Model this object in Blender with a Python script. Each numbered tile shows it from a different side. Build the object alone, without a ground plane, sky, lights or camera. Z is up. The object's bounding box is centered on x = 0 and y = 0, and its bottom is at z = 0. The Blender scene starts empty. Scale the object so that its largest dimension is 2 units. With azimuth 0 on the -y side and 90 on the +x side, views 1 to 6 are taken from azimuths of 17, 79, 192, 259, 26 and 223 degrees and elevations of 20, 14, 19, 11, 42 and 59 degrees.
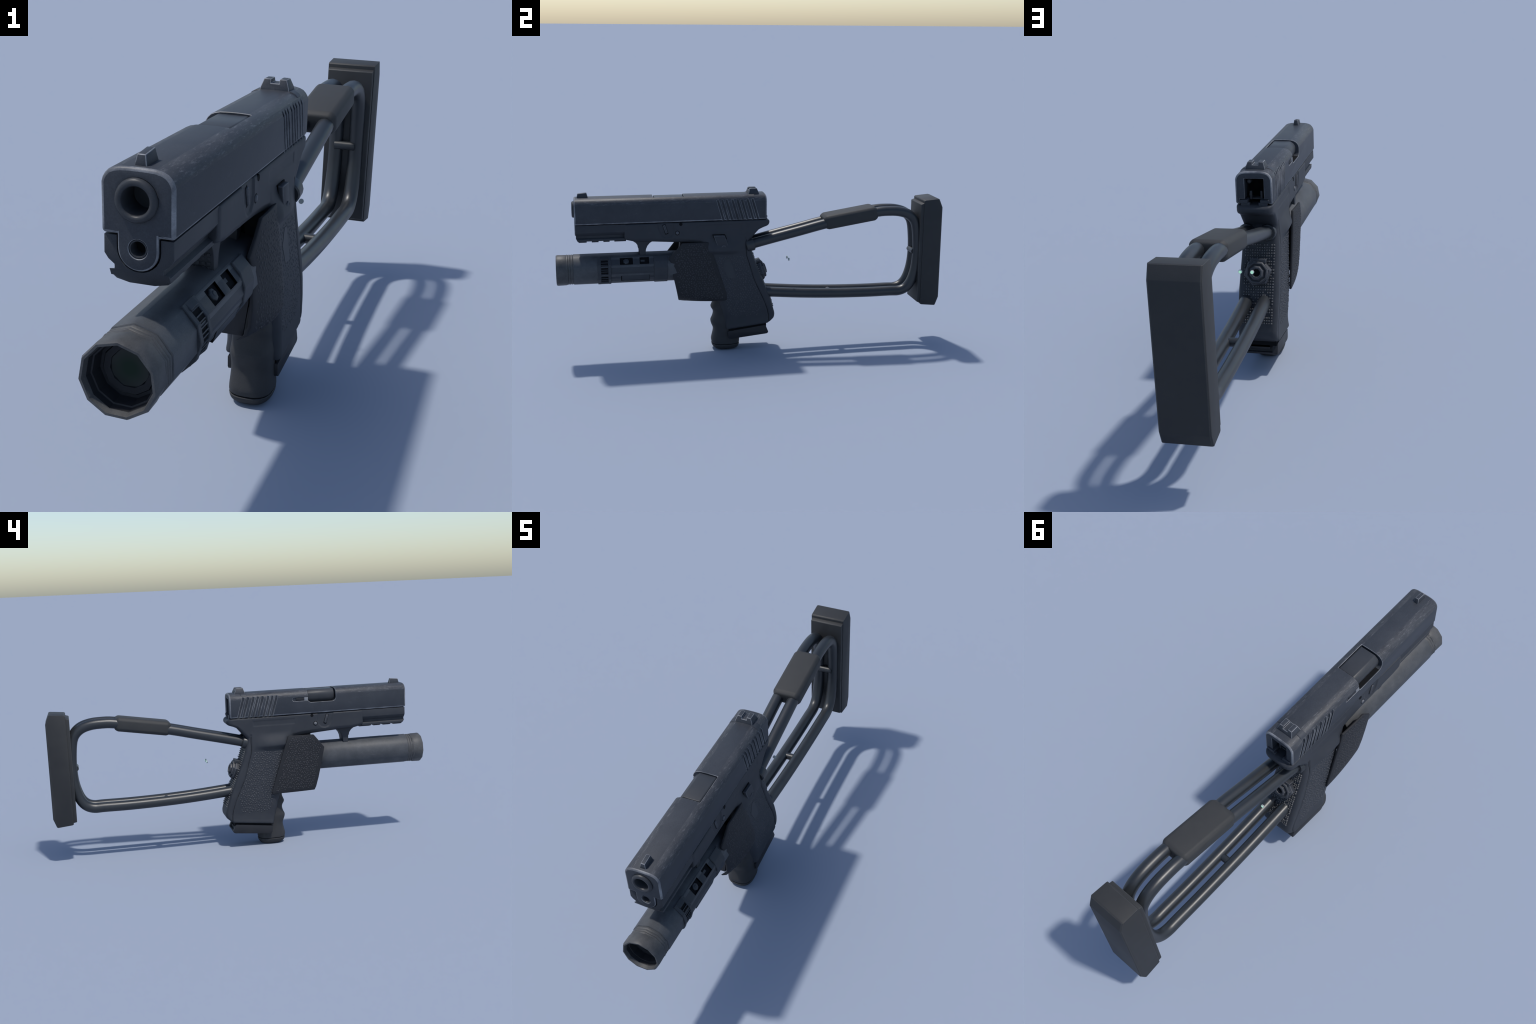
import bpy, bmesh, math, random
from mathutils import Vector, Matrix
from mathutils.bvhtree import BVHTree

rng = random.Random(7)
scene = bpy.context.scene
coll = scene.collection

# ------------------------------------------------------------------ materials
def new_mat(name):
    m = bpy.data.materials.new(name)
    m.use_nodes = True
    nt = m.node_tree
    return m, nt, nt.nodes["Principled BSDF"]

def surface(name, base, light, rough=0.5, scale=14.0, amount=0.5, scratch=0.0, scratch_col=None, scratch_from=.60, scratch_map=(30, 9, 30),
            metallic=0.0, bump=0.15, bump_scale=380.0, spec=0.25, stretch=(1, 1, 1), grain=0.12, coat=0.0):
    """Mottled hard surface: two-tone cloud noise, fine grain, optional bright scuffs, micro bump."""
    m, nt, p = new_mat(name)
    N, L = nt.nodes.new, nt.links.new
    tc = N("ShaderNodeTexCoord")
    mp = N("ShaderNodeMapping"); mp.inputs["Scale"].default_value = stretch
    L(tc.outputs["Object"], mp.inputs["Vector"])
    n1 = N("ShaderNodeTexNoise"); n1.inputs["Scale"].default_value = scale
    n1.inputs["Detail"].default_value = 6; n1.inputs["Roughness"].default_value = 0.62
    L(mp.outputs[0], n1.inputs["Vector"])
    r1 = N("ShaderNodeMapRange"); r1.inputs["From Min"].default_value = 0.34; r1.inputs["From Max"].default_value = 0.68
    r1.inputs["To Max"].default_value = amount
    L(n1.outputs["Fac"], r1.inputs["Value"])
    mx = N("ShaderNodeMix"); mx.data_type = "RGBA"
    mx.inputs[6].default_value = (*base, 1); mx.inputs[7].default_value = (*light, 1)
    L(r1.outputs[0], mx.inputs[0])
    col = mx.outputs[2]
    n2 = N("ShaderNodeTexNoise"); n2.inputs["Scale"].default_value = bump_scale; n2.inputs["Detail"].default_value = 2
    L(tc.outputs["Object"], n2.inputs["Vector"])
    if grain:
        g = N("ShaderNodeMapRange"); g.inputs["From Min"].default_value = 0.3; g.inputs["From Max"].default_value = 0.7
        g.inputs["To Min"].default_value = 1 - grain; g.inputs["To Max"].default_value = 1 + grain
        L(n2.outputs["Fac"], g.inputs["Value"])
        mg = N("ShaderNodeMix"); mg.data_type = "RGBA"; mg.blend_type = "MULTIPLY"; mg.inputs[0].default_value = 1
        L(col, mg.inputs[6]); L(g.outputs[0], mg.inputs[7]); col = mg.outputs[2]
    if scratch:
        ms = N("ShaderNodeMapping"); ms.inputs["Scale"].default_value = scratch_map
        L(tc.outputs["Object"], ms.inputs["Vector"])
        n3 = N("ShaderNodeTexNoise"); n3.inputs["Scale"].default_value = 1.6; n3.inputs["Detail"].default_value = 8
        n3.inputs["Roughness"].default_value = 0.75
        L(ms.outputs[0], n3.inputs["Vector"])
        r3 = N("ShaderNodeMapRange"); r3.inputs["From Min"].default_value = scratch_from; r3.inputs["From Max"].default_value = scratch_from + .13
        r3.inputs["To Max"].default_value = scratch
        L(n3.outputs["Fac"], r3.inputs["Value"])
        m3 = N("ShaderNodeMix"); m3.data_type = "RGBA"; m3.inputs[7].default_value = (*(scratch_col or light), 1)
        L(r3.outputs[0], m3.inputs[0]); L(col, m3.inputs[6]); col = m3.outputs[2]
    L(col, p.inputs["Base Color"])
    rr = N("ShaderNodeMapRange"); rr.inputs["To Min"].default_value = rough - 0.08; rr.inputs["To Max"].default_value = rough + 0.1
    L(n1.outputs["Fac"], rr.inputs["Value"]); L(rr.outputs[0], p.inputs["Roughness"])
    if bump:
        b = N("ShaderNodeBump"); b.inputs["Strength"].default_value = bump; b.inputs["Distance"].default_value = 0.0012
        L(n2.outputs["Fac"], b.inputs["Height"]); L(b.outputs[0], p.inputs["Normal"])
    p.inputs["Metallic"].default_value = metallic
    p.inputs["Specular IOR Level"].default_value = spec
    p.inputs["Coat Weight"].default_value = coat
    return m

def flat(name, c, rough=0.6, spec=0.3):
    m, nt, p = new_mat(name)
    p.inputs["Base Color"].default_value = (*c, 1); p.inputs["Roughness"].default_value = rough
    p.inputs["Specular IOR Level"].default_value = spec
    return m

STEEL = surface("slide_steel", (.030, .0345, .0435), (.050, .055, .066), rough=.5, scale=9, scratch=.40, scratch_col=(.095, .10, .115), bump=.1)
CHAMFER = surface("holster_worn_steel", (.032, .035, .043), (.058, .062, .071), rough=.48, scale=9, amount=.8, scratch=.75, scratch_col=(.125, .13, .142), scratch_from=.53, scratch_map=(120, 22, 120), bump=.1, stretch=(2, 1, 2))
EDGE = surface("worn_steel_edge", (.085, .090, .103), (.27, .28, .30), rough=.45, scale=18, amount=.85, bump=.1, grain=.1)
POLY = surface("frame_polymer", (.028, .0315, .039), (.041, .044, .051), rough=.55, scale=11, scratch=.12, scratch_col=(.07, .073, .08), bump=.25, bump_scale=520)
POLYEDGE = surface("rubbed_polymer_edge", (.045, .048, .056), (.125, .13, .145), rough=.5, scale=24, amount=.6, bump=.15)
PADMAT = surface("pad_rubber", (.0165, .0175, .021), (.022, .023, .027), rough=.6, scale=14, bump=.15)
PADDOT = surface("pad_nub_rubber", (.033, .034, .039), (.046, .047, .052), rough=.55, scale=14, bump=.0)  # lighter than the pad itself
GRIPDOT = surface("grip_nub_polymer", (.042, .045, .053), (.066, .070, .079), rough=.5, scale=20, bump=.0)  # lighter than the frame polymer around the nubs
ALU = surface("torch_anodised", (.050, .054, .061), (.078, .082, .089), rough=.5, scale=17, amount=.9, scratch=.4, scratch_col=(.13, .13, .135), bump=.12)  # base tinted bluish and lifted to offset the warm sunlight
BEZEL = surface("torch_bezel_coat", (.050, .051, .054), (.098, .099, .100), rough=.5, scale=13, amount=.8, scratch=.2, scratch_col=(.14, .135, .125), bump=.1)
PANEL = surface("control_panel_polymer", (.031, .035, .042), (.047, .051, .058), rough=.5, scale=12, bump=.15)
TUBE = surface("stock_tube_steel", (.0175, .0205, .0245), (.026, .029, .033), rough=.38, scale=9, bump=.03, grain=.05, spec=.5)
SLEEVE = surface("sleeve_rubber", (.034, .035, .036), (.044, .0445, .045), rough=.62, scale=14, bump=.1, scratch=.1, scratch_col=(.07, .068, .064), grain=.08)
BUTT = surface("butt_rubber", (.027, .028, .030), (.038, .0385, .039), rough=.55, scale=11, bump=.1, scratch=.1, scratch_col=(.06, .058, .054), grain=.07)
BUTTEDGE = surface("pale_rubber_edge", (.036, .037, .038), (.066, .066, .066), rough=.5, scale=20, amount=.6, bump=.1)
MAG = surface("magazine_polymer", (.018, .019, .023), (.026, .027, .031), rough=.5, scale=15, bump=.15)
GRIPROD = surface("foregrip_polymer", (.030, .031, .034), (.044, .044, .046), rough=.6, scale=15, scratch=.12, scratch_col=(.08, .078, .074), bump=.3, bump_scale=420)
BARREL = surface("barrel_steel", (.031, .034, .040), (.046, .049, .055), rough=.42, scale=12, bump=.06)  # cooled colour cancels the brown cast of sun on the hood
BRIGHT = surface("bare_pin_steel", (.10, .105, .115), (.17, .175, .19), rough=.4, scale=40, bump=.05)
STUD = surface("backstrap_nub", (.085, .087, .092), (.18, .183, .19), rough=.45, scale=60, bump=.0)  # much paler than the grip around the studs
DARK = flat("dark_void", (.006, .0065, .008), .8, .1)  # near-black, used in holes, recesses and gaps
MINT = flat("night_sight_mint", (.60, .95, .70), .4)
DOTRIM = flat("night_sight_rim", (.42, .46, .48), .5)
DOTSIDE = flat("night_sight_barrel", (.30, .33, .34), .5)

def lens_mat():
    m, nt, p = new_mat("torch_lens")
    N, L = nt.nodes.new, nt.links.new
    tc = N("ShaderNodeTexCoord"); mp = N("ShaderNodeMapping")
    mp.inputs["Location"].default_value = (-.0105, .9425, -.455)
    ln = N("ShaderNodeVectorMath"); ln.operation = "LENGTH"
    L(tc.outputs["Object"], mp.inputs["Vector"]); L(mp.outputs[0], ln.inputs[0])
    r = N("ShaderNodeValToRGB")
    r.color_ramp.elements[0].position = .012; r.color_ramp.elements[0].color = (.012, .027, .018, 1)
    r.color_ramp.elements[1].position = .036; r.color_ramp.elements[1].color = (.036, .040, .038, 1)
    L(ln.outputs["Value"], r.inputs[0]); L(r.outputs[0], p.inputs["Base Color"])
    p.inputs["Roughness"].default_value = .2; p.inputs["Specular IOR Level"].default_value = .12
    return m
LENS = lens_mat()
p = MINT.node_tree.nodes["Principled BSDF"]                # luminous tritium vials do glow
p.inputs["Emission Color"].default_value = (.50, .95, .62, 1); p.inputs["Emission Strength"].default_value = .4

# ------------------------------------------------------------------ mesh helpers
GUN = []          # parts of the pistol proper, which stands slightly turned about z

def finish(o, angle=35):
    me = o.data
    bm = bmesh.new(); bm.from_mesh(me)
    for f in bm.faces: f.smooth = True
    t = math.radians(angle)
    for e in bm.edges:
        if len(e.link_faces) == 2:
            e.smooth = e.calc_face_angle(0) < t
    bm.to_mesh(me); bm.free()
    return o

def obj_from(name, verts, faces, mat, fix=True):
    me = bpy.data.meshes.new(name)
    me.from_pydata([tuple(v) for v in verts], [], faces)
    if fix:
        bm = bmesh.new(); bm.from_mesh(me)
        bmesh.ops.remove_doubles(bm, verts=bm.verts, dist=1e-6)
        bmesh.ops.recalc_face_normals(bm, faces=bm.faces)
        bm.to_mesh(me); bm.free()
    o = bpy.data.objects.new(name, me)
    coll.objects.link(o)
    for m in (mat if isinstance(mat, (list, tuple)) else [mat]):
        me.materials.append(m)
    return o

def apply_mods(o):
    dg = bpy.context.evaluated_depsgraph_get()
    me = bpy.data.meshes.new_from_object(o.evaluated_get(dg))
    old = o.data
    o.modifiers.clear()
    o.data = me
    bpy.data.meshes.remove(old)
    return o

def bevel(o, width, segs=2, angle=35, edge_mat=None, clamp=True):
    b = o.modifiers.new("b", "BEVEL")
    b.width = width; b.segments = segs; b.limit_method = "ANGLE"; b.angle_limit = math.radians(angle)
    b.use_clamp_overlap = clamp
    if edge_mat is not None:
        o.data.materials.append(edge_mat)
        b.material = len(o.data.materials) - 1
    return apply_mods(o)

def boolean(o, cutters, op="DIFFERENCE"):
    if not isinstance(cutters, (list, tuple)): cutters = [cutters]
    for c in cutters:
        m = o.modifiers.new("x", "BOOLEAN"); m.operation = op; m.object = c; m.solver = "EXACT"
    apply_mods(o)
    for c in cutters:
        bpy.data.objects.remove(c)
    return o

def join(name, objs, mat=None):
    """One mesh out of several; materials are kept per part."""
    bm = bmesh.new(); mats = []
    for o in objs:
        n0 = len(bm.faces)
        bm.from_mesh(o.data)
        bm.faces.ensure_lookup_table()
        lut = []
        for m in o.data.materials:
            if m not in mats: mats.append(m)
            lut.append(mats.index(m))
        for f in bm.faces[n0:]:
            f.material_index = lut[min(f.material_index, len(lut) - 1)]
    me = bpy.data.meshes.new(name); bm.to_mesh(me); bm.free()
    r = bpy.data.objects.new(name, me); coll.objects.link(r)
    for m in mats: me.materials.append(m)
    for o in objs: bpy.data.objects.remove(o)
    return r

def loft(name, rings, mat, cap=True):
    n = len(rings[0]); v = [p for r in rings for p in r]; f = []
    for i in range(len(rings) - 1):
        for j in range(n):
            a, b = i * n + j, i * n + (j + 1) % n
            f.append((a, b, b + n, a + n))
    if cap:
        f.append(tuple(range(n))); f.append(tuple((len(rings) - 1) * n + j for j in range(n)))
    return obj_from(name, v, f, mat)

def plate(name, yz, x0, x1, mat):
    """Side-view outline (y, z) given thickness from x0 to x1."""
    return loft(name, [[(x0, y, z) for y, z in yz], [(x1, y, z) for y, z in yz]], mat)

def bar(name, xz, y0, y1, mat):
    return loft(name, [[(x, y0, z) for x, z in xz], [(x, y1, z) for x, z in xz]], mat)

def box(name, c, s, mat=None, rot=None):
    v = [Vector((sx * s[0] / 2, sy * s[1] / 2, sz * s[2] / 2)) for sx in (-1, 1) for sy in (-1, 1) for sz in (-1, 1)]
    if rot is not None: v = [rot @ p for p in v]
    v = [p + Vector(c) for p in v]
    f = [(0, 1, 3, 2), (4, 6, 7, 5), (0, 4, 5, 1), (2, 3, 7, 6), (0, 2, 6, 4), (1, 5, 7, 3)]
    return obj_from(name, v, f, mat or DARK)

def lathe(name, c, axis, profile, mat, n=32, phase=0.0, cap=True):
    """Solid of revolution: profile is (distance along axis, radius); ends at radius 0 are closed by caps."""
    a = Vector(axis).normalized()
    u = a.orthogonal().normalized() if abs(a.y) < .9 else Vector((1, 0, 0))
    u = (u - a * u.dot(a)).normalized()
    w = a.cross(u)
    rings = []
    for d, r in profile:
        rings.append([Vector(c) + a * d + (u * math.cos(t) + w * math.sin(t)) * max(r, 1e-5)
                      for t in (phase + 2 * math.pi * k / n for k in range(n))])
    return loft(name, rings, mat, cap)

def catmull(pts, per=6):
    pts = [Vector(p) for p in pts]; out = []
    P = [pts[0] * 2 - pts[1]] + pts + [pts[-1] * 2 - pts[-2]]
    for i in range(1, len(P) - 2):
        for k in range(per):
            t = k / per
            a, b, c, d = P[i - 1], P[i], P[i + 1], P[i + 2]
            out.append(.5 * (2 * b + (c - a) * t + (2 * a - 5 * b + 4 * c - d) * t * t + (3 * b - a - 3 * c + d) * t ** 3))
    out.append(pts[-1]); return out

def sweep(name, path, r, mat, n=20):
    """Round tube along a path that lies in a plane x = const."""
    rings = []
    for i, p in enumerate(path):
        t = (path[min(i + 1, len(path) - 1)] - path[max(i - 1, 0)]).normalized()
        u = Vector((1, 0, 0)); w = t.cross(u).normalized()
        rings.append([p + (u * math.cos(2 * math.pi * k / n) + w * math.sin(2 * math.pi * k / n)) * r for k in range(n)])
    return loft(name, rings, mat)

def lerp_tab(tab, s):
    """Smooth interpolation of a table of rows (key, values...)."""
    for i in range(len(tab) - 1):
        if tab[i][0] <= s <= tab[i + 1][0]:
            t = (s - tab[i][0]) / (tab[i + 1][0] - tab[i][0])
            return [a + (b - a) * t for a, b in zip(tab[i][1:], tab[i + 1][1:])]
    return list(tab[0][1:] if s < tab[0][0] else tab[-1][1:])

def gun(*objs):
    GUN.extend(objs)
    return objs[0] if len(objs) == 1 else objs

def empty(name, parent=None, loc=(0, 0, 0)):
    e = bpy.data.objects.new(name, None); e.empty_display_size = .05; e.location = loc
    coll.objects.link(e); e.parent = parent
    return e

def under(parent, *objs):
    for o in objs: o.parent = parent

# ================================================================== SLIDE
root = empty("compact_pistol_carbine")
root["label"] = "black compact pistol with torch, foregrip and tubular shoulder stock"
root["category"] = "pistol"

FRONT, REAR = -.9015, .062
def slide_half(top=.8200):
    return [(.0713, .6935), (.0713, .788), (.0690, .796), (.0640, .8045), (.0570, .8115), (.0475, .8160), (.034, .8190), (.012, top)]
sec = slide_half(); sec = sec + [(-x, z) for x, z in reversed(sec)]
slide = bar("slide", sec, FRONT, REAR, STEEL)
bevel(slide, .0068, 2, 60, EDGE)          # front and rear faces are chamfered all round
# front lug that carries the recoil-spring rod, one piece with the slide
U = [(.0398, .735), (.0398, .667)] + [(.0398 * math.cos(a), .667 + .0395 * math.sin(a)) for a in [-math.pi * k / 14 for k in range(1, 14)]] + [(-.0398, .667), (-.0398, .735)]
lug = bar("slide_lug", U, -.9015, -.845, STEEL)
bevel(lug, .0035, 2, 40, EDGE)
boolean(slide, lug, "UNION")
cut = [lathe("c", (0, -.94, .670), (0, 1, 0), [(0, .0186), (.085, .0186)], DARK, 28),
       lathe("c", (-.0005, -.95, .7615), (0, 1, 0), [(0, .0404), (.20, .0404)], DARK, 40)]
port = box("c", (-.08, -.435, .80), (.24, .154, .096))            # ejection port, open to the -x side
bm = bmesh.new(); bm.from_mesh(port.data)
low = [e for e in bm.edges if all(v.co.z < .76 for v in e.verts) and abs(e.verts[0].co.y - e.verts[1].co.y) < 1e-5]
bmesh.ops.bevel(bm, geom=low, offset=.020, segments=5, affect="EDGES", profile=.5)
bm.to_mesh(port.data); bm.free()
cut.append(port)
slot = lathe("c", (-.083, -.284, .772), (1, 0, 0), [(0, .0098), (.0168, .0098)], DARK, 20)
cut.append(slot)
cut.append(box("c", (-.0746, -.322, .772), (.0168, .078, .0194)))         # extractor slot
cut.append(box("c", (-.002, .03, .7475), (.0745, .16, .0900)))           # hollow rear end
cut.append(box("c", (0, .03, .700), (.112, .10, .028)))                # rails under the hollow end
# slanted grasping grooves, unevenly spaced
slant = math.atan2(.030, .104)
rims = []
for yt in (-.0125, -.0375, -.0675, -.0900, -.1160, -.1460, -.1680, -.1900):
    for sgn in (1, -1):
        R = Matrix.Rotation(slant, 3, "X")
        cut.append(box("c", (sgn * .0725, yt + .016, .7395), (.0160, .0125, .124), rot=R))
        for k in (-1, 1):
            rims.append(box("r", Vector((sgn * .0712, yt + .0157, .7415)) + R @ Vector((0, k * .0071, 0)), (.0014, .0017, .0975), EDGE, rot=R))
boolean(slide, cut)
bm = bmesh.new(); bm.from_mesh(slide.data)
bmesh.ops.remove_doubles(bm, verts=bm.verts, dist=.0004); bm.to_mesh(slide.data); bm.free()
slide = bevel(slide, .0014, 1, 42, EDGE, clamp=False)
slide.data.materials.append(CHAMFER)          # the long top chamfers carry holster wear
for f in slide.data.polygons:
    c, n = f.center, f.normal
    if c.z > .788 and abs(c.x) > .03 and .2 < abs(n.x) < .97 and f.material_index == 0:
        f.material_index = len(slide.data.materials) - 1
rod = lathe("recoil_rod", (0, -.899, .670), (0, 1, 0), [(0.002, .0140), (-.001, .0150), (-.001, .0172), (.001, .0185), (.03, .0185), (.03, .0140), (.002, .0140)], BARREL, 28, cap=False)
rod_hole = lathe("recoil_rod_bore", (0, -.897, .670), (0, 1, 0), [(.022, .0150), (.03, .0150)], DARK, 24)

# barrel: muzzle crown with a deep bore, and the squared hood seen in the port
brl = lathe("barrel", (-.0005, -.913, .7615), (0, 1, 0),
            [(.10, .0270), (.004, .0270), (.0008, .0295), (0, .0325), (.0008, .0365), (.004, .0402), (.009, .0415), (.011, .0400), (.0135, .0400), (.06, .0400)], BARREL, 40)
bore = lathe("barrel_bore", (-.0005, -.913, .7615), (0, 1, 0), [(.075, .0272), (.085, .0272)], DARK, 32)
hx = [(.0385, .745), (.0385, .811), (.034, .8155), (-.036, .8155), (-.0495, .8060), (-.0555, .797), (-.0570, .788), (-.0560, .772), (-.050, .758), (-.042, .745)]
hood = bar("barrel_hood", hx, -.506, -.3605, BARREL); bevel(hood, .003, 2, 30)
floor = box("port_dark_plate", (-.0555, -.433, .7523), (.024, .146, .0012), DARK)  # thin near-black plate over the bottom of the port cut
ext = box("extractor", (-.0665, -.327, .772), (.006, .066, .0155), MAG); bevel(ext, .0025, 2)
ext2 = box("extractor_claw", (-.0678, -.349, .772), (.0068, .021, .0172), EDGE); bevel(ext2, .002, 2)

# sights
fs = loft("front_sight", [[(s * w, y, z) for s, y in ((1, ya), (1, yb), (-1, yb), (-1, ya))] for z, w, ya, yb in
                          ((.8165, .0125, -.8865, -.8300), (.8400, .0082, -.8815, -.8375))], STEEL)
for vtx in fs.data.vertices:
    if vtx.co.z > .83 and vtx.co.y > -.86: vtx.co.z += .004
bevel(fs, .0016, 2, 30, EDGE)
rs = loft("rear_sight", [[(s * w, y, z) for s, y in ((1, ya), (1, yb), (-1, yb), (-1, ya))] for z, w, ya, yb in
                         ((.8160, .0395, -.0300, .0275), (.825, .038, -.0270, .0258), (.8465, .0300, -.0200, .0165))], STEEL)
boolean(rs, box("c", (0, 0, .8475), (.0225, .2, .024)))
bevel(rs, .0018, 2, 30, EDGE)
dov = bar("sight_dovetail", [(.0650, .805), (.0590, .8125), (.047, .8190), (-.047, .8190), (-.0590, .8125), (-.0650, .805)], -.0325, -.001, STEEL)
bevel(dov, .0015, 1, 30)

rim = join("groove_rim", rims); bevel(rim, .0005, 1, 30)
# inside the hollow rear end: two rail lugs, two posts and a ball
inner = [box("i", (0, -.035, .745), (.073, .01, .088), DARK)]
for s in (1, -1):
    inner.append(plate("i", [(.030, .6985), (.066, .6985), (.066, .711), (.030, .711)], s * .059, s * .024, STEEL))
    inner.append(box("i", (s * .034, .058, .6925), (.034, .014, .016), STEEL))
    inner.append(box("i", (s * .0205 - .003, .030, .722), (.009, .010, .034), BARREL))
inner.append(lathe("i", (.0235, .030, .776), (0, 1, 0), [(-.02, .0095), (.004, .0095), (.008, .006)], BARREL, 16))
inner.append(box("i", (0, .015, .708), (.070, .03, .006), BARREL))
action = join("firing_parts", inner); bevel(action, .0012, 1, 30)

slide_kids = [rim, rod, rod_hole, brl, bore, hood, floor, ext, ext2, fs, rs, dov, action]
for o in [slide] + slide_kids: finish(o, 38)
gun(slide, *slide_kids)

# ================================================================== FRAME (receiver, grip and beavertail in one smooth body)
def rounded(y0, y1, w, rf, rb, z, tilt, n=6):
    """Horizontal rounded section of the grip: rf and rb are corner radii at front and back."""
    pts = []
    for cy, cx, r, a0 in ((y1 - rb, w - rb, rb, 0), (y1 - rb, -(w - rb), rb, 90), (y0 + rf, -(w - rf), rf, 180), (y0 + rf, w - rf, rf, 270)):
        for k in range(n + 1):
            a = math.radians(a0 + 90 * k / n)
            # angle measured from +x towards +y
            x = cx + r * math.cos(a); y = cy + r * math.sin(a)
            pts.append((x, y, z + tilt * (y + .03)))
    return pts

GRIP_TAB = [  # z, front y, back y, half width, front radius, back radius, tilt
    (.129, -.149, .076, .0795, .018, .020, .110),
    (.136, -.151, .086, .0800, .020, .020, .110),
    (.152, -.157, .1055, .0775, .030, .020, .105),
    (.178, -.168, .1075, .0765, .042, .018, .080),
    (.220, -.180, .0970, .0785, .044, .017, .050),
    (.280, -.197, .0790, .0800, .046, .016, .020),
    (.340, -.214, .0555, .0805, .046, .016, .000),
    (.400, -.232, .0310, .0785, .046, .016, .000),
    (.450, -.248, .0105, .0765, .046, .017, .000),
    (.500, -.264, -.0065, .0745, .046, .018, .000),
    (.540, -.278, -.0175, .0730, .044, .020, .000),
    (.580, -.292, -.0225, .0710, .040, .028, .000),
    (.620, -.300, -.0070, .0685, .036, .036, .000),
    (.660, -.310, .0150, .0668, .030, .030, .000)]
rings = []
zs = [.129 + .01062 * i for i in range(51)]
for z in zs:
    y0, y1, w, rf, rb, t = lerp_tab(GRIP_TAB, z)
    rings.append(rounded(y0, y1, w, rf, rb, z, t))
gripblock = loft("g", rings, POLY)

REC_TAB = [  # y, half width, bottom z, lower corner chamfer, top z
    (-.6600, .0675, .6115, .012, .6905), (-.650, .0712, .6085, .014, .6905), (-.610, .0712, .598, .018, .6905), (-.520, .0705, .594, .020, .6905),
    (-.440, .0690, .588, .022, .6905), (-.380, .0682, .583, .024, .6905), (-.320, .0678, .575, .026, .6905), (-.250, .0675, .560, .028, .6905),
    (-.100, .0680, .560, .022, .6905), (-.035, .0690, .573, .018, .6905), (-.012, .0698, .598, .018, .6905), (.006, .0704, .620, .016, .6905), (.022, .0710, .638, .014, .6905),
    (.045, .0712, .6490, .012, .6905), (.058, .0700, .6530, .012, .6910), (.068, .0660, .6560, .012, .6890), (.076, .0580, .661, .010, .6850), (.0805, .0450, .667, .007, .6800)]
rings = []
for i in range(153):
    y = -.66 + .7405 * i / 152
    w, zb, c, zt = lerp_tab(REC_TAB, y)
    q = [(w, zt - .004), (w, zb + c), (w - .30 * c, zb + .30 * c), (w - c, zb)]
    q = [(w - .004, zt)] + q
    ring = [(x, y, z) for x, z in q] + [(-x, y, z) for x, z in reversed(q)]
    rings.append(ring)
receiver = loft("r", rings, POLY)
frame = join("frame", [gripblock, receiver])
rm = frame.modifiers.new("r", "REMESH"); rm.mode = "VOXEL"; rm.voxel_size = .0032; rm.adaptivity = 0
sm = frame.modifiers.new("s", "SMOOTH"); sm.factor = .5; sm.iterations = 5
apply_mods(frame)
frame.data.materials.clear(); frame.data.materials.append(POLY)

# grooves and shallow recesses worked into that body
SEAM = [(-.046, .600), (-.0435, .560), (-.0435, .511), (-.0285, .460), (-.005, .381), (.024, .315), (.053, .250), (.071, .190), (.0745, .125)]
seam = [(p.y, p.z) for p in catmull([(0, y, z) for y, z in SEAM], 8)]
def seg_dist(y, z, line):
    best = 9
    for (ya, za), (yb, zb) in zip(line, line[1:]):
        dy, dz = yb - ya, zb - za
        t = max(0, min(1, ((y - ya) * dy + (z - za) * dz) / (dy * dy + dz * dz)))
        best = min(best, math.hypot(y - ya - t * dy, z - za - t * dz))
    return best
LEVER = [(-.497, .6900), (-.486, .648), (-.470, .620), (-.452, .612), (-.432, .615), (-.416, .630), (-.409, .650), (-.412, .6900)]
def in_poly(y, z, poly):
    c = False; n = len(poly)
    for i in range(n):
        (ya, za), (yb, zb) = poly[i], poly[i - 1]
        if (za > z) != (zb > z) and y < (yb - ya) * (z - za) / (zb - za) + ya: c = not c
    return c
for v in frame.data.vertices:
    x, y, z = v.co
    if abs(x) < .045: continue
    s = 1 if x > 0 else -1
    d = 0.0
    # thumb shelf: the sides swell towards a soft ledge below the magazine release
    if .47 < z < .66 and -.34 < y < -.03:
        along = max(0, min(1, (y + .275) / .065)) * max(0, min(1, (-.035 - y) / .12))
        zl = .541 + .06 * max(0, -.16 - y)
        fall = max(0, 1 - (z - zl) / .068) if z > zl else max(0, 1 - (zl - z) / .030)
        d -= .0165 * (along * along * (3 - 2 * along)) * (fall * fall * (3 - 2 * fall))
    if z < .60 and y > -.06:
        q = seg_dist(y, z, seam)
        if q < .0052: d += .0042 * (1 - q / .0052)
    if y < -.39 and z > .60:
        q = seg_dist(y, z, LEVER + [LEVER[0]])
        inside = in_poly(y, z, LEVER)
        k = max(0, min(1, .5 + (q if inside else -q) / .004))
        d += .0042 * k
    if -.29 < y < -.055 and .640 < z < .676:
        k = min(1, max(0, (min(y + .285, -.060 - y, z - .645, .672 - z)) / .004 + .5))
        d += .0016 * k
    v.co.x = x - s * d
finish(frame, 60)
seam_tree = BVHTree.FromPolygons([v.co.copy() for v in frame.data.vertices], [tuple(p.vertices) for p in frame.data.polygons])
seams = []
for s in (1, -1):
    line = []
    for y, z in seam:
        if not .140 < z < .592: continue
        hit, nor, _, _ = seam_tree.ray_cast(Vector((s * .3, y, z)), Vector((-s, 0, 0)))
        if hit is not None: line.append(hit - Vector((s * .0003, 0, 0)))
    st = sweep("backstrap_seam", line, .0013, DARK, 6); finish(st, 80); seams.append(st)

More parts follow.
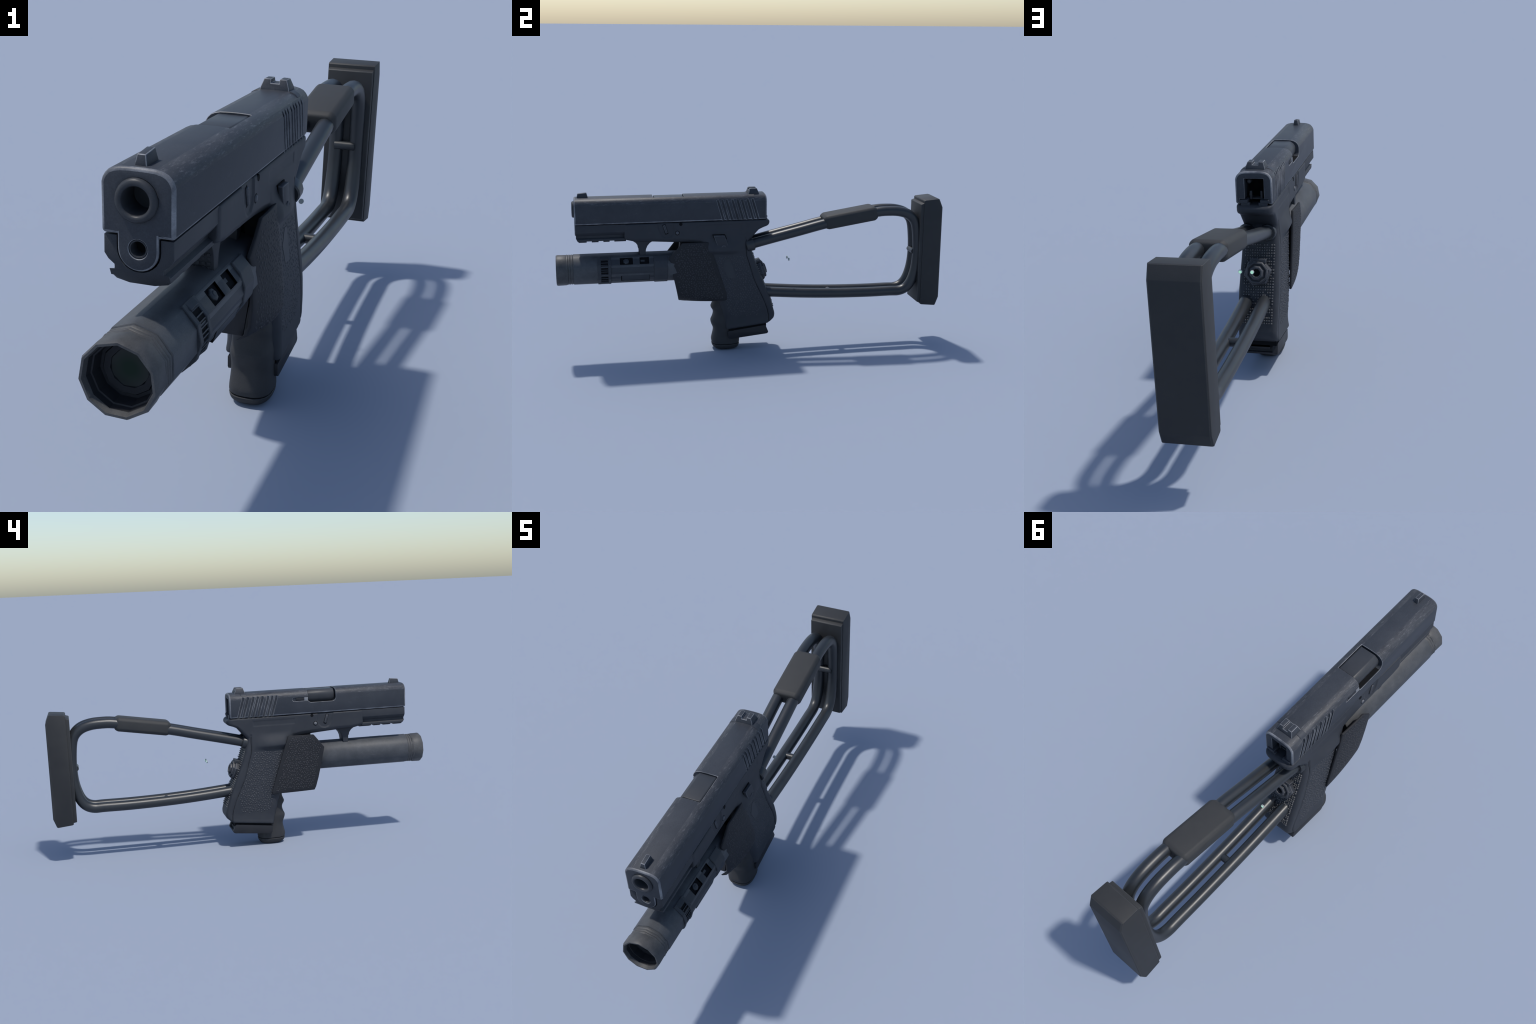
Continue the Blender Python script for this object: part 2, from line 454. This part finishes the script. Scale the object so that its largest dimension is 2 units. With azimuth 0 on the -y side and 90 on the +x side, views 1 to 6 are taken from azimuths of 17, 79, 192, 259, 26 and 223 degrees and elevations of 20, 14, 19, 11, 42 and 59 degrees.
# dust cover with the accessory rail
DC = [(.0675, .6905), (.0680, .655), (.0605, .644), (.0485, .6345), (.0478, .6245), (.0585, .6185), (.0585, .608), (.0510, .602), (.0250, .5965)]
DC = DC + [(-x, z) for x, z in reversed(DC)]
dust = loft("dust_cover", [[(x, y, max(z, zm)) for x, z in DC] for y, zm in ((-.8965, .625), (-.890, .611), (-.882, .590), (-.652, .590))], POLY)
U2 = [(x * 1.085, z if z > .69 else .667 + (z - .667) * 1.085) for x, z in U]
U2[0] = (U2[0][0], .72); U2[-1] = (U2[-1][0], .72)
dcut = [bar("c", U2, -.95, -.70, DARK)]
for y0, y1 in ((-.845, -.820), (-.787, -.763), (-.733, -.709)):
    dcut.append(box("c", (0, (y0 + y1) / 2, .597), (.2, y1 - y0, .0240)))
boolean(dust, dcut)
bevel(dust, .0024, 2, 30, POLYEDGE); finish(dust, 38)

# trigger-guard post, filleted into the receiver, and the trigger behind it
G = [(-.635, .604), (-.618, .5965), (-.603, .586), (-.593, .572), (-.587, .555), (-.584, .530), (-.583, .470), (-.556, .470), (-.556, .530), (-.5525, .553),
     (-.545, .570), (-.533, .584), (-.517, .5935), (-.497, .602)]
guard = plate("trigger_guard", G, -.0365, .0365, POLY); bevel(guard, .004, 2, 40); finish(guard, 40)
knobs = []
for i in range(5):
    for j in range(6):
        knobs.append(box("k", (-.026 + .0128 * i, -.5850 - (.0045 if j > 4 else .0), .508 + .0105 * j), (.007, .005, .006), POLY))
guard_tex = join("guard_checkering", knobs); guard_tex["kind"] = "stuff"; finish(guard_tex)
T = [(p.y, p.z) for p in catmull([(0, -.378, .60), (0, -.382, .555), (0, -.390, .51), (0, -.400, .475)], 5)]
T2 = [(p.y, p.z) for p in catmull([(0, -.390, .472), (0, -.366, .51), (0, -.350, .555), (0, -.340, .60)], 5)]
trig = plate("trigger", T + T2, -.022, .022, MAG); bevel(trig, .003, 2); finish(trig)

# small controls, on both sides
ctrl = []
for s in (1, -1):
    R = Matrix.Rotation(math.radians(17), 3, "X")
    lv = box("slide_lock", (s * .0665, -.4565, .6585), (.0085, .0125, .046), POLY, rot=R); bevel(lv, .0042, 3, 30, POLYEDGE); finish(lv, 40)
    gr = box("slide_lock_slot", (s * .0632, -.4565, .6575), (.0052, .0185, .054), DARK, rot=R); bevel(gr, .004, 2); finish(gr)
    pn = lathe("frame_pin", (s * .062, -.3965, .6375), (s, 0, 0), [(0, .0088), (.0072, .0088), (.0098, .0066), (.0106, .003)], BRIGHT if s < 0 else POLYEDGE, 24); finish(pn, 50)
    pr = lathe("frame_pin_recess", (s * .062, -.3965, .6375), (s, 0, 0), [(0, .0118), (.0066, .0118)], DARK, 24); finish(pr)
    ho = lathe("frame_hole", (s * .062, -.3785, .6815), (s, 0, 0), [(0, .0082), (.0070, .0082)], DARK, 24); finish(ho)
    ctrl += [lv, gr, pn, pr, ho]
mr = plate("magazine_release", [(-.2155, .6195), (-.1580, .6185), (-.1330, .545), (-.1870, .5415)], .064, .0835, POLY); bevel(mr, .003, 2, 35, POLYEDGE); finish(mr, 40)
mb = lathe("release_button", (.0795, -.163, .5575), (1, 0, 0), [(0, .0118), (.0060, .0118), (.0072, .0104), (.0072, .009), (.0058, .008), (.0058, .002)], POLYEDGE, 24); finish(mb, 40)
ms = plate("release_recess", [(-.2200, .6230), (-.1550, .6220), (-.1400, .585), (-.2050, .585)], .060, .0715, DARK); finish(ms)
ctrl += [mr, mb, ms]

# ------------------------------------------------------------------ moulded nubs on the grip sides, studs on the backstrap
def bvh_of(o):
    me = o.data
    return BVHTree.FromPolygons([v.co.copy() for v in me.vertices], [tuple(p.vertices) for p in me.polygons])

def dome(V, F, p, n, r, h, k=6):
    n = n.normalized(); u = n.orthogonal().normalized(); w = n.cross(u); b = len(V); a0 = rng.random() * 6
    for rr, hh in ((1.0, -.15), (.72, .62)):
        for i in range(k):
            a = a0 + 2 * math.pi * i / k
            V.append(p + (u * math.cos(a) + w * math.sin(a)) * r * rr + n * h * hh)
    V.append(p + n * h)
    for i in range(k):
        j = (i + 1) % k
        F.append((b + i, b + j, b + k + j, b + k + i)); F.append((b + k + i, b + k + j, b + 2 * k))

def nubs(name, target, side, region, holes, mat, pitch=.0126, r=.0038, h=.0015):
    """Irregular field of small domes laid on one side of a body, inside a (y, z) outline."""
    tree = bvh_of(target); V, F = [], []
    ys = [p[0] for p in region]; zz = [p[1] for p in region]
    row = 0; z = min(zz)
    while z < max(zz):
        y = min(ys) + (pitch / 2 if row % 2 else 0)
        while y < max(ys):
            yy, z2 = y + rng.uniform(-.3, .3) * pitch, z + rng.uniform(-.3, .3) * pitch
            if in_poly(yy, z2, region) and not any(in_poly(yy, z2, q) for q in holes):
                hit, nor, _, _ = tree.ray_cast(Vector((side * .4, yy, z2)), Vector((-side, 0, 0)))
                if hit is not None:
                    if nor.x * side < 0: nor = -nor
                    dome(V, F, hit, nor, r * rng.uniform(.8, 1.15), h * rng.uniform(.75, 1.2))
            y += pitch
        row += 1; z += pitch * .84
    o = obj_from(name, V, F, mat); o["kind"] = "stuff"; finish(o, 80)
    return o

side_region = [(-.205, .505), (-.060, .507), (-.028, .440), (.006, .345), (.034, .255), (.020, .188), (-.128, .186), (-.150, .260), (-.185, .400)]
blank = [(-.172, .455), (-.152, .497), (-.128, .497), (-.094, .392), (-.142, .390)]
spot = [(-.090 + .013 * math.cos(a), .318 + .013 * math.sin(a)) for a in [2 * math.pi * k / 12 for k in range(12)]]
gtex = [nubs("grip_nubs", frame, 1, side_region, [blank, spot], GRIPDOT),
        nubs("grip_nubs", frame, -1, side_region, [], GRIPDOT, r=.0042, h=.0019)]
ptree = bvh_of(frame)
def on_side(y, z, lift):
    hit, nor, _, _ = ptree.ray_cast(Vector((.4, y, z)), Vector((-1, 0, 0)))
    return (hit.x + lift, y, z)
outline = [(-.168, .452), (-.150, .494), (-.131, .494), (-.098, .394), (-.140, .393)]
plaque = loft("grip_plaque", [[on_side(y, z, -.004) for y, z in outline], [on_side(y, z, .0009) for y, z in outline]], PANEL); finish(plaque, 30)
btn = lathe("grip_boss", (.070, -.090, .318), (1, 0, 0), [(0, .011), (.0092, .011), (.0100, .009)], POLY, 20); finish(btn, 40)

tree = bvh_of(frame); SV, SF = [], []
row = 0; z = .226
while z < .520:
    x = -.0565
    while x <= .0566:
        big = 1.0 if rng.random() > .12 else 0.0
        hit, nor, _, _ = tree.ray_cast(Vector((x, .5, z)), Vector((0, -1, 0)))
        if hit is not None and big:
            if nor.y < 0: nor = -nor
            n = (nor * .6 + Vector((0, 1, .1)) * .4).normalized(); u = Vector((1, 0, 0)); u = (u - n * u.dot(n)).normalized(); w = n.cross(u)
            sx, sz, h = .0036 * rng.uniform(.8, 1.15), .0033 * rng.uniform(.75, 1.15), .0050 * rng.uniform(.75, 1.2); b = len(SV)
            for k, hh in ((1.0, -.002), (.62, h)):
                for sgx, sgz in ((1, 1), (-1, 1), (-1, -1), (1, -1)):
                    SV.append(hit + u * sx * k * sgx + w * sz * k * sgz + n * hh)
            for i in range(4):
                j = (i + 1) % 4; SF.append((b + i, b + j, b + 4 + j, b + 4 + i))
            SF.append((b + 4, b + 5, b + 6, b + 7))
        x += .0094
    row += 1; z += .0102
studs = obj_from("backstrap_studs", SV, SF, STUD); studs["kind"] = "stuff"; finish(studs, 30)

# clamp nut on the backstrap
ax = Vector((0, 1, .30)).normalized()
hexa = []
base = Vector((.003, .025, .409))
b1 = lathe("n", base, ax, [(-.02, .056), (.020, .056), (.026, .051)], POLY, 6, math.radians(12))
b2 = box("n", base + Vector((-.003, -.004, .047)), (.060, .040, .016), POLY, rot=Matrix.Rotation(.3, 3, "X"))
b3 = lathe("n", base, ax, [(.018, .048), (.034, .046), (.038, .040), (.033, .034), (.031, .029), (.043, .028), (.046, .024), (.046, .0165), (.034, .0150), (.034, .001)], BARREL, 8, .3)
clamp = join("clamp_nut", [b1, b2, b3]); bevel(clamp, .0018, 2, 30, POLYEDGE); finish(clamp, 30)
well = lathe("clamp_nut_socket", base, ax, [(.0345, .0152), (.0350, .0152)], DARK, 6); finish(well)

# magazine: floor plate with a neck inside the grip and an open notch at the back
M = [(-.1420, .104), (-.1400, .072), (-.1340, .0645), (-.1240, .0620), (.0640, .0805), (.0715, .0850), (.0725, .0910), (.0590, .1240), (.0520, .1275)]
mag = plate("magazine", M, -.0715, .0715, MAG)
boolean(mag, box("c", (0, .078, .108), (.100, .040, .030), rot=Matrix.Rotation(.11, 3, "X")))
bevel(mag, .0045, 2, 35, POLYEDGE); finish(mag, 40)
mag.data.materials[1] = MAG
neck = plate("magazine_body", [(-.136, .090), (.062, .110), (.062, .150), (-.136, .130)], -.066, .066, DARK); finish(neck)
tabm = box("magazine_tab", (-.002, .058, .109), (.078, .008, .022), MAG); bevel(tabm, .002, 2); finish(tabm)

gun(frame, *seams, dust, guard, guard_tex, trig, *ctrl, *gtex, plaque, btn, studs, clamp, well, mag, neck, tabm)

# ================================================================== the pistol stands turned a little about z
for o in GUN:
    for v in o.data.vertices:
        v.co.x += -.0006 - .0110 * v.co.y

# ================================================================== GRIP PADS (two curved rubber shells beside the trigger guard)
def lagr(a, m, b, t):
    return a * (1 - t) * (1 - 2 * t) + m * 4 * t * (1 - t) + b * t * (2 * t - 1)

def shell(name, rows, thick, side, mat):
    """rows: (front point, middle x, rear point) from top to bottom, outer surface; thickness goes inwards."""
    n = 14; O, I = [], []
    for f, xm, r in rows:
        for k in range(n + 1):
            t = k / n
            y = f[1] + (r[1] - f[1]) * t; z = f[2] + (r[2] - f[2]) * t
            x = lagr(f[0], xm, r[0], t)
            O.append((x, y, z)); I.append((x - side * thick, y, z))
    m = len(O); V = O + I; F = []; R = len(rows); idx = lambda i, k: i * (n + 1) + k
    for i in range(R - 1):
        for k in range(n):
            q = (idx(i, k), idx(i, k + 1), idx(i + 1, k + 1), idx(i + 1, k))
            F.append(q); F.append(tuple(m + j for j in reversed(q)))
    for k in range(n):
        for i in (0, R - 1):
            F.append((idx(i, k), idx(i, k + 1), m + idx(i, k + 1), m + idx(i, k)))
    for i in range(R - 1):
        for k in (0, n):
            F.append((idx(i, k), idx(i + 1, k), m + idx(i + 1, k), m + idx(i, k)))
    return obj_from(name, V, F, mat)

rows_r = [((.083, -.374, .5855), .083, (.0785, -.240, .5850)),
          ((.0805, -.404, .5500), .088, (.0800, -.228, .5500)),
          ((.0770, -.443, .5090), .0915, (.0815, -.214, .5120)),
          ((.0835, -.425, .4700), .0930, (.0825, -.202, .4750)),
          ((.0840, -.417, .4520), .0935, (.0830, -.194, .4500)),
          ((.0820, -.4255, .4320), .0935, (.0830, -.187, .4280)),
          ((.0790, -.412, .3700), .0935, (.0840, -.168, .3700)),
          ((.0720, -.402, .3200), .0925, (.0840, -.152, .3200)),
          ((.0610, -.397, .2930), .0895, (.0830, -.1475, .2930)),
          ((.0385, -.393, .2770), .0790, (.0800, -.1435, .2740))]
rows_l = [((-.0910, -.378, .5830), -.0915, (-.0890, -.240, .5850)),
          ((-.0875, -.405, .5500), -.0920, (-.0900, -.228, .5500)),
          ((-.0830, -.437, .5110), -.0925, (-.0910, -.214, .5120)),
          ((-.0815, -.427, .4650), -.0925, (-.0915, -.198, .4650)),
          ((-.0800, -.416, .4100), -.0922, (-.0918, -.180, .4100)),
          ((-.0780, -.402, .3500), -.0920, (-.0918, -.161, .3500)),
          ((-.0750, -.388, .3000), -.0890, (-.0918, -.145, .3000)),
          ((-.0730, -.379, .2810), -.0870, (-.0918, -.1395, .2800))]
pads = []
for side, rows, rad in ((1, rows_r, .009), (-1, rows_l, .010)):
    P = shell("grip_pad", rows, rad, side, PADMAT)
    pad_out = [(r[0][1] + .022, r[0][2]) for r in rows] + [(r[2][1] - .020, r[2][2]) for r in reversed(rows)]
    zlo, zhi = min(p[1] for p in pad_out) + .016, max(p[1] for p in pad_out) - .008
    pad_out = [(y, min(max(z, zlo), zhi)) for y, z in pad_out]
    nb = nubs("pad_nubs", P, side, pad_out, [], PADDOT, pitch=.0125, r=.0040, h=.0015)
    bevel(P, .003, 2, 40); finish(P, 40)
    nb.parent = P; pads.append(P)

# dark front wall that joins the two pads under the torch
W = [((-.0760, -.418, .500), (.0720, -.418, .500)), ((-.0745, -.394, .380), (.0620, -.394, .380)), ((-.0700, -.373, .2815), (.0430, -.373, .2815))]
wv = [(x, y + dy, z) for dy in (0, .010) for q in W for x, y, z in q]
wall = obj_from("pad_wall", wv, [(0, 1, 3, 2), (2, 3, 5, 4), (6, 8, 9, 7), (8, 10, 11, 9), (0, 2, 8, 6), (2, 4, 10, 8), (1, 7, 9, 3), (3, 9, 11, 5), (0, 6, 7, 1), (4, 5, 11, 10)], MAG)
web = box("pad_light_blocker", (.003, -.285, .430), (.010, .150, .280), DARK); finish(web); web.parent = pads[1]  # added sheet keeps the pad cavity black by stopping a sun leak
finish(wall, 30); wall.parent = pads[1]
# ================================================================== TORCH
TX, TZ, TR = .0105, .455, .0785
A0 = math.radians(92)
def ring(r, n=10, a0=A0): return [(TX + r * math.cos(a0 - 2 * math.pi * k / n), TZ + r * math.sin(a0 - 2 * math.pi * k / n)) for k in range(n)]
def stack(name, prof, mat, n=10, a0=A0, cap=True):
    return loft(name, [[(x, y, z) for x, z in ring(r, n, a0)] for y, r in prof], mat, cap)
body = stack("torch", [(-.925, .040), (-.922, .0560), (-.9165, .0690), (-.9165, TR - .003), (-.914, TR), (-.330, TR), (-.325, TR - .004)], ALU)
facet = Matrix.Rotation(math.radians(-41.5), 3, "Y")       # facet between 25 and 58 degrees: local x = outward
def on_facet(a_deg, d, y): return (TX + d * math.cos(math.radians(a_deg)), y, TZ + d * math.sin(math.radians(a_deg)))
WINDOWS = ((-.686, -.622), (-.588, -.541))
def window_cutters(): return [box("c", on_facet(38.5, .0770, (y0 + y1) / 2), (.022, y1 - y0, .0380), rot=facet) for y0, y1 in WINDOWS]
boolean(body, window_cutters())
rings_t = stack("torch_collar", [(-.912, TR - .004), (-.918, TR - .003), (-.921, TR - .0015), (-.926, TR - .0015), (-.929, TR - .004), (-.932, TR - .0015), (-.937, TR - .0015),
                                 (-.940, TR - .004), (-.943, TR - .001), (-.948, TR - .001), (-.951, TR - .003), (-.952, TR - .003)], BEZEL, cap=False)
bez = stack("torch_bezel", [(-.935, TR - .006), (-.949, TR - .002), (-.952, TR - .001), (-.992, TR), (-.9995, TR - .003), (-.9995, TR - .0080), (-.986, TR - .0110)], BEZEL, 11, math.radians(88), cap=False)
inner_t = stack("torch_reflector", [(-.988, TR - .0105), (-.972, .0655), (-.971, .0625), (-.958, .0610), (-.944, .0600), (-.9435, .0540), (-.9460, .0520), (-.9445, .0395), (-.938, .0370)], MAG, 11, math.radians(88), cap=False)
lens = stack("torch_lens", [(-.9425, .0395), (-.936, .0395)], LENS, 8, math.radians(70))
for o, a in ((body, 42), (rings_t, 42), (bez, 34), (inner_t, 25), (lens, 20)): finish(o, a)

# side control panel: a shell that follows the +x facets, with a vent, two windows, a plate and a clamp band
def arc(r, a0, a1, n): return [(math.radians(a0 + (a1 - a0) * k / n)) for k in range(n + 1)]
def arc_shell(name, y0, y1, r0, r1, angs, mat):
    out = [(TX + r1 * math.cos(a), TZ + r1 * math.sin(a)) for a in angs]
    inn = [(TX + r0 * math.cos(a), TZ + r0 * math.sin(a)) for a in reversed(angs)]
    return bar(name, out + inn, y0, y1, mat)
angs = [math.radians(a) for a in (58, 25, -2, -30, -58)]
panel = arc_shell("torch_panel", -.795, -.448, .060, .0785, angs, PANEL)
low_f = Matrix.Rotation(math.radians(16), 3, "Y")
boolean(panel, window_cutters()); bevel(panel, .0016, 2, 25, PANEL); finish(panel, 22)
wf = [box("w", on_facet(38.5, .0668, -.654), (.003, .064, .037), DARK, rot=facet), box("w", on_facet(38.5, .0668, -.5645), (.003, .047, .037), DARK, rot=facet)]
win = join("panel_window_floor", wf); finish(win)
nrm = Vector((math.cos(math.radians(41.5)), 0, math.sin(math.radians(41.5))))
nutp = lathe("panel_button", Vector(on_facet(38.5, .066, -.655)), nrm, [(0, .0155), (.0062, .0155), (.0085, .012), (.0085, .008), (.0105, .0065), (.0105, .001)], PANEL, 7); bevel(nutp, .001, 1); finish(nutp, 25)
slat = box("panel_contact", on_facet(40, .0675, -.573), (.003, .020, .010), PANEL, rot=facet); finish(slat)
# vent frame with louvres
vf = []
VA = [math.radians(a) for a in (50, 25, -2, -30, -50)]
vf.append(arc_shell("v", -.796, -.780, .070, .0835, [math.radians(a) for a in (60, 25, -2, -30, -60)], PANEL))
vf.append(arc_shell("v", -.745, -.731, .070, .0835, [math.radians(a) for a in (60, 25, -2, -30, -60)], PANEL))
vf.append(arc_shell("v", -.782, -.742, .070, .0830, [math.radians(a) for a in (60, 46)], PANEL))
vf.append(arc_shell("v", -.782, -.742, .070, .0830, [math.radians(a) for a in (-47, -60)], PANEL))
vent = join("panel_vent_frame", vf); bevel(vent, .0015, 1, 35); finish(vent, 25)
louv = []
for i in range(11):
    a = 43 - i * 8.7 + rng.uniform(-1.2, 1.2)
    louv.append(box("l", on_facet(a, .0765, -.762), (.008, .036, .0030), PANEL, rot=Matrix.Rotation(math.radians(-a + rng.uniform(-14, 4)), 3, "Y")))
louvres = []
for o in louv:
    o.name = "panel_louvre"; finish(o); louvres.append(o)
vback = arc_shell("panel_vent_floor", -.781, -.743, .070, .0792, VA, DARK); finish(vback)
Rp = Matrix.Rotation(math.radians(16), 3, "Y")
pl = box("panel_plate", (TX + .0668, -.6095, .4190), (.0090, .137, .0265), PANEL, rot=Rp); bevel(pl, .0016, 2); finish(pl)
pls = box("panel_plate_gap", (TX + .0655, -.611, .4190), (.0090, .143, .0305), DARK, rot=Rp); finish(pls)
band = arc_shell("clamp_band", -.517, -.449, .060, .0825, [math.radians(a) for a in (55, 33, 8, -18, -44, -62)], PANEL); bevel(band, .003, 2, 20, PANEL); finish(band, 15)
torch_kids = [rings_t, bez, inner_t, lens, panel, win, nutp, slat, vent, vback, pl, pls, band] + louvres

# ================================================================== FOREGRIP with finger grooves
FG = [(.0312, -.2180, -.0755, .0590), (.034, -.2195, -.0745, .0600), (.050, -.2215, -.0735, .0590), (.075, -.2160, -.0745, .0575), (.096, -.2115, -.077, .0568), (.112, -.2125, -.079, .0568), (.135, -.2215, -.082, .0575),
      (.152, -.2235, -.085, .0578), (.172, -.2150, -.089, .0560), (.190, -.2105, -.093, .0555), (.206, -.2130, -.097, .0560), (.224, -.2225, -.100, .0570), (.240, -.2175, -.105, .0560),
      (.258, -.2120, -.110, .0550), (.300, -.2150, -.125, .0540), (.400, -.2300, -.150, .0520)]
def oval(y0, y1, w, z, n=28, e=2.7):
    cy, h = (y0 + y1) / 2, (y1 - y0) / 2; pts = []
    for k in range(n):
        a = 2 * math.pi * k / n; c, s = math.cos(a), math.sin(a)
        pts.append((.006 + w * math.copysign(abs(c) ** (2 / e), c), cy + h * math.copysign(abs(s) ** (2 / e), s), z))
    return pts
fz = sorted(set([f[0] for f in FG] + [.035 + .0075 * i for i in range(35)]))
rings = []
FGS = catmull([(f[1], f[2], f[0]) for f in FG], 6)
for p in FGS:
    w = lerp_tab([(f[0], f[3]) for f in FG], p.z)[0]
    rings.append(oval(p.x, p.y, w, p.z))
fgrip = loft("foregrip", rings, GRIPROD); finish(fgrip, 50)
cap = loft("foregrip_cap", [oval(a, b, w, z) for z, a, b, w in ((.0015, -.196, -.092, .042), (.0040, -.2035, -.086, .048), (.0120, -.2150, -.078, .0560), (.0200, -.2190, -.075, .0585), (.0255, -.2200, -.0745, .0595), (.0275, -.2185, -.0755, .0585))], GRIPROD)
for v in cap.data.vertices: v.co.z -= .0015 * max(0, 1 - v.co.z / .012)
finish(cap, 35)
gap = loft("foregrip_seam", [oval(-.2165, -.077, .0570, z) for z in (.0270, .0320)], DARK); finish(gap)

# ================================================================== STOCK
SX, TRAD, HALF = .0100, .0262, .0362
PATH = [(-.022, .559), (.10, .5885), (.24, .6212), (.373, .6530), (.52, .6815), (.655, .7065), (.72, .7100), (.775, .7062), (.822, .692), (.855, .6655), (.873, .628), (.882, .56), (.885, .49),
        (.881, .42), (.870, .365), (.851, .317), (.824, .287), (.786, .2735), (.735, .274), (.60, .2735), (.42, .278), (.25, .287), (.08, .301), (.03, .306)]
stock = empty("stock", root, (SX, .9, .49))
tubes = []
for s in (1, -1):
    tubes.append(sweep("stock_tube", catmull([(SX + s * HALF, y, z) for y, z in PATH], 4), TRAD, TUBE, 16))
for t in tubes: finish(t, 60)
rung_a = lathe("stock_rung", (SX - HALF, .408, .281), (1, 0, 0), [(0, .0165), (2 * HALF, .0165)], TUBE, 14, .3); finish(rung_a, 30)
rung_b = lathe("stock_rung", (SX - HALF, .866, .487), (1, 0, 0), [(0, .0150), (2 * HALF, .0150)], TUBE, 14, .3); finish(rung_b, 30)
collars = []
for s in (1, -1):
    c0 = Vector((SX + s * .0420, -.0400, .5540))
    k = lathe("tube_collar", c0, (0, 1, .24), [(-.004, .029), (0, .0330), (.033, .0335), (.0385, .0305)], TUBE, 16); finish(k, 30)
    sc = lathe("collar_screw", (SX + s * .0600, -.0265, .5480), (s * .5, .8, .2), [(-.02, .0085), (.010, .0085), (.0125, .0065)], BRIGHT, 12); finish(sc, 30)
    collars += [k, sc]
# rubber sleeve over both upper tubes: a chamfered block along their slope
sl = math.atan2(.042, .262)
d = Vector((0, math.cos(sl), math.sin(sl))); up = Vector((0, -math.sin(sl), math.cos(sl)))
c0 = Vector((.0125, .5115, .6810))
def srec(l, w, h, ch): 
    q = [(w, h - ch), (w - ch, h), (-w + ch, h), (-w, h - ch), (-w, -h + ch), (-w + ch, -h), (w - ch, -h), (w, -h + ch)]
    return [c0 + d * l + Vector((a, 0, 0)) + up * b for a, b in q]
sleeve = loft("sleeve", [srec(-.1440, .054, .0270, .010), srec(-.1265, .0655, .0365, .014), srec(.1275, .0655, .0365, .014), srec(.1440, .054, .0270, .010)], SLEEVE)
bevel(sleeve, .006, 3, 25); finish(sleeve, 50)
# butt pad and its mounting plate
B = [(.8985, .7640), (.9040, .7680), (.9740, .7740), (.9815, .7730), (.9985, .7320), (.9998, .7280), (.9998, .2410), (.9985, .2370), (.9835, .1970), (.9770, .1955), (.9050, .2025), (.8985, .2060)]
butt = loft("butt_pad", [[(.0095 + s * w * (.98 if y < .95 else 1.0), y, z) for y, z in B] for s, w in ((1, .0835), (-1, .0835))], BUTT)
bm = bmesh.new(); bm.from_mesh(butt.data)
side_e = [e for e in bm.edges if all(v.co.y > .979 for v in e.verts) and abs(e.verts[0].co.x - e.verts[1].co.x) < .004]
bmesh.ops.bevel(bm, geom=side_e, offset=.005, segments=1, affect="EDGES"); bm.to_mesh(butt.data); bm.free()
bevel(butt, .0035, 2, 30, BUTTEDGE); finish(butt, 40)
mp_ = plate("mounting_plate", [(.8810, .7470), (.9020, .7540), (.9020, .2120), (.8810, .2160)], -.0690, .0885, BUTT); bevel(mp_, .003, 2, 30, BUTTEDGE); finish(mp_, 40)

# ================================================================== loose night-sight dots
dots = []
for x in (.0322, -.0132):
    dd = lathe("sight_dot", (x, .1835, .468), (0, 1, 0), [(0, .0074), (.0055, .0074)], DOTSIDE, 16)
    rr = lathe("sight_dot_rim", (x, .1892, .468), (0, 1, 0), [(0, .0073), (.0006, .0068)], DOTRIM, 16)
    gg = lathe("sight_dot_glow", (x, .1895, .468), (0, 1, 0), [(0, .0060), (.0010, .0058)], MINT, 16)
    for o in (dd, rr, gg): finish(o)
    rr.parent = dd; gg.parent = dd; dots.append(dd)

# ================================================================== hierarchy
under(root, slide, frame, mag, body, fgrip, *pads, *dots)
under(slide, *slide_kids)
under(frame, *seams, dust, guard, trig, *ctrl, *gtex, plaque, btn, studs, clamp, well)
under(dust, )
guard_tex.parent = frame
under(mag, neck, tabm)
under(body, *torch_kids)
under(fgrip, cap, gap)
stock.location = (0, 0, 0)
under(stock, *tubes, rung_a, rung_b, *collars, sleeve, butt, mp_)
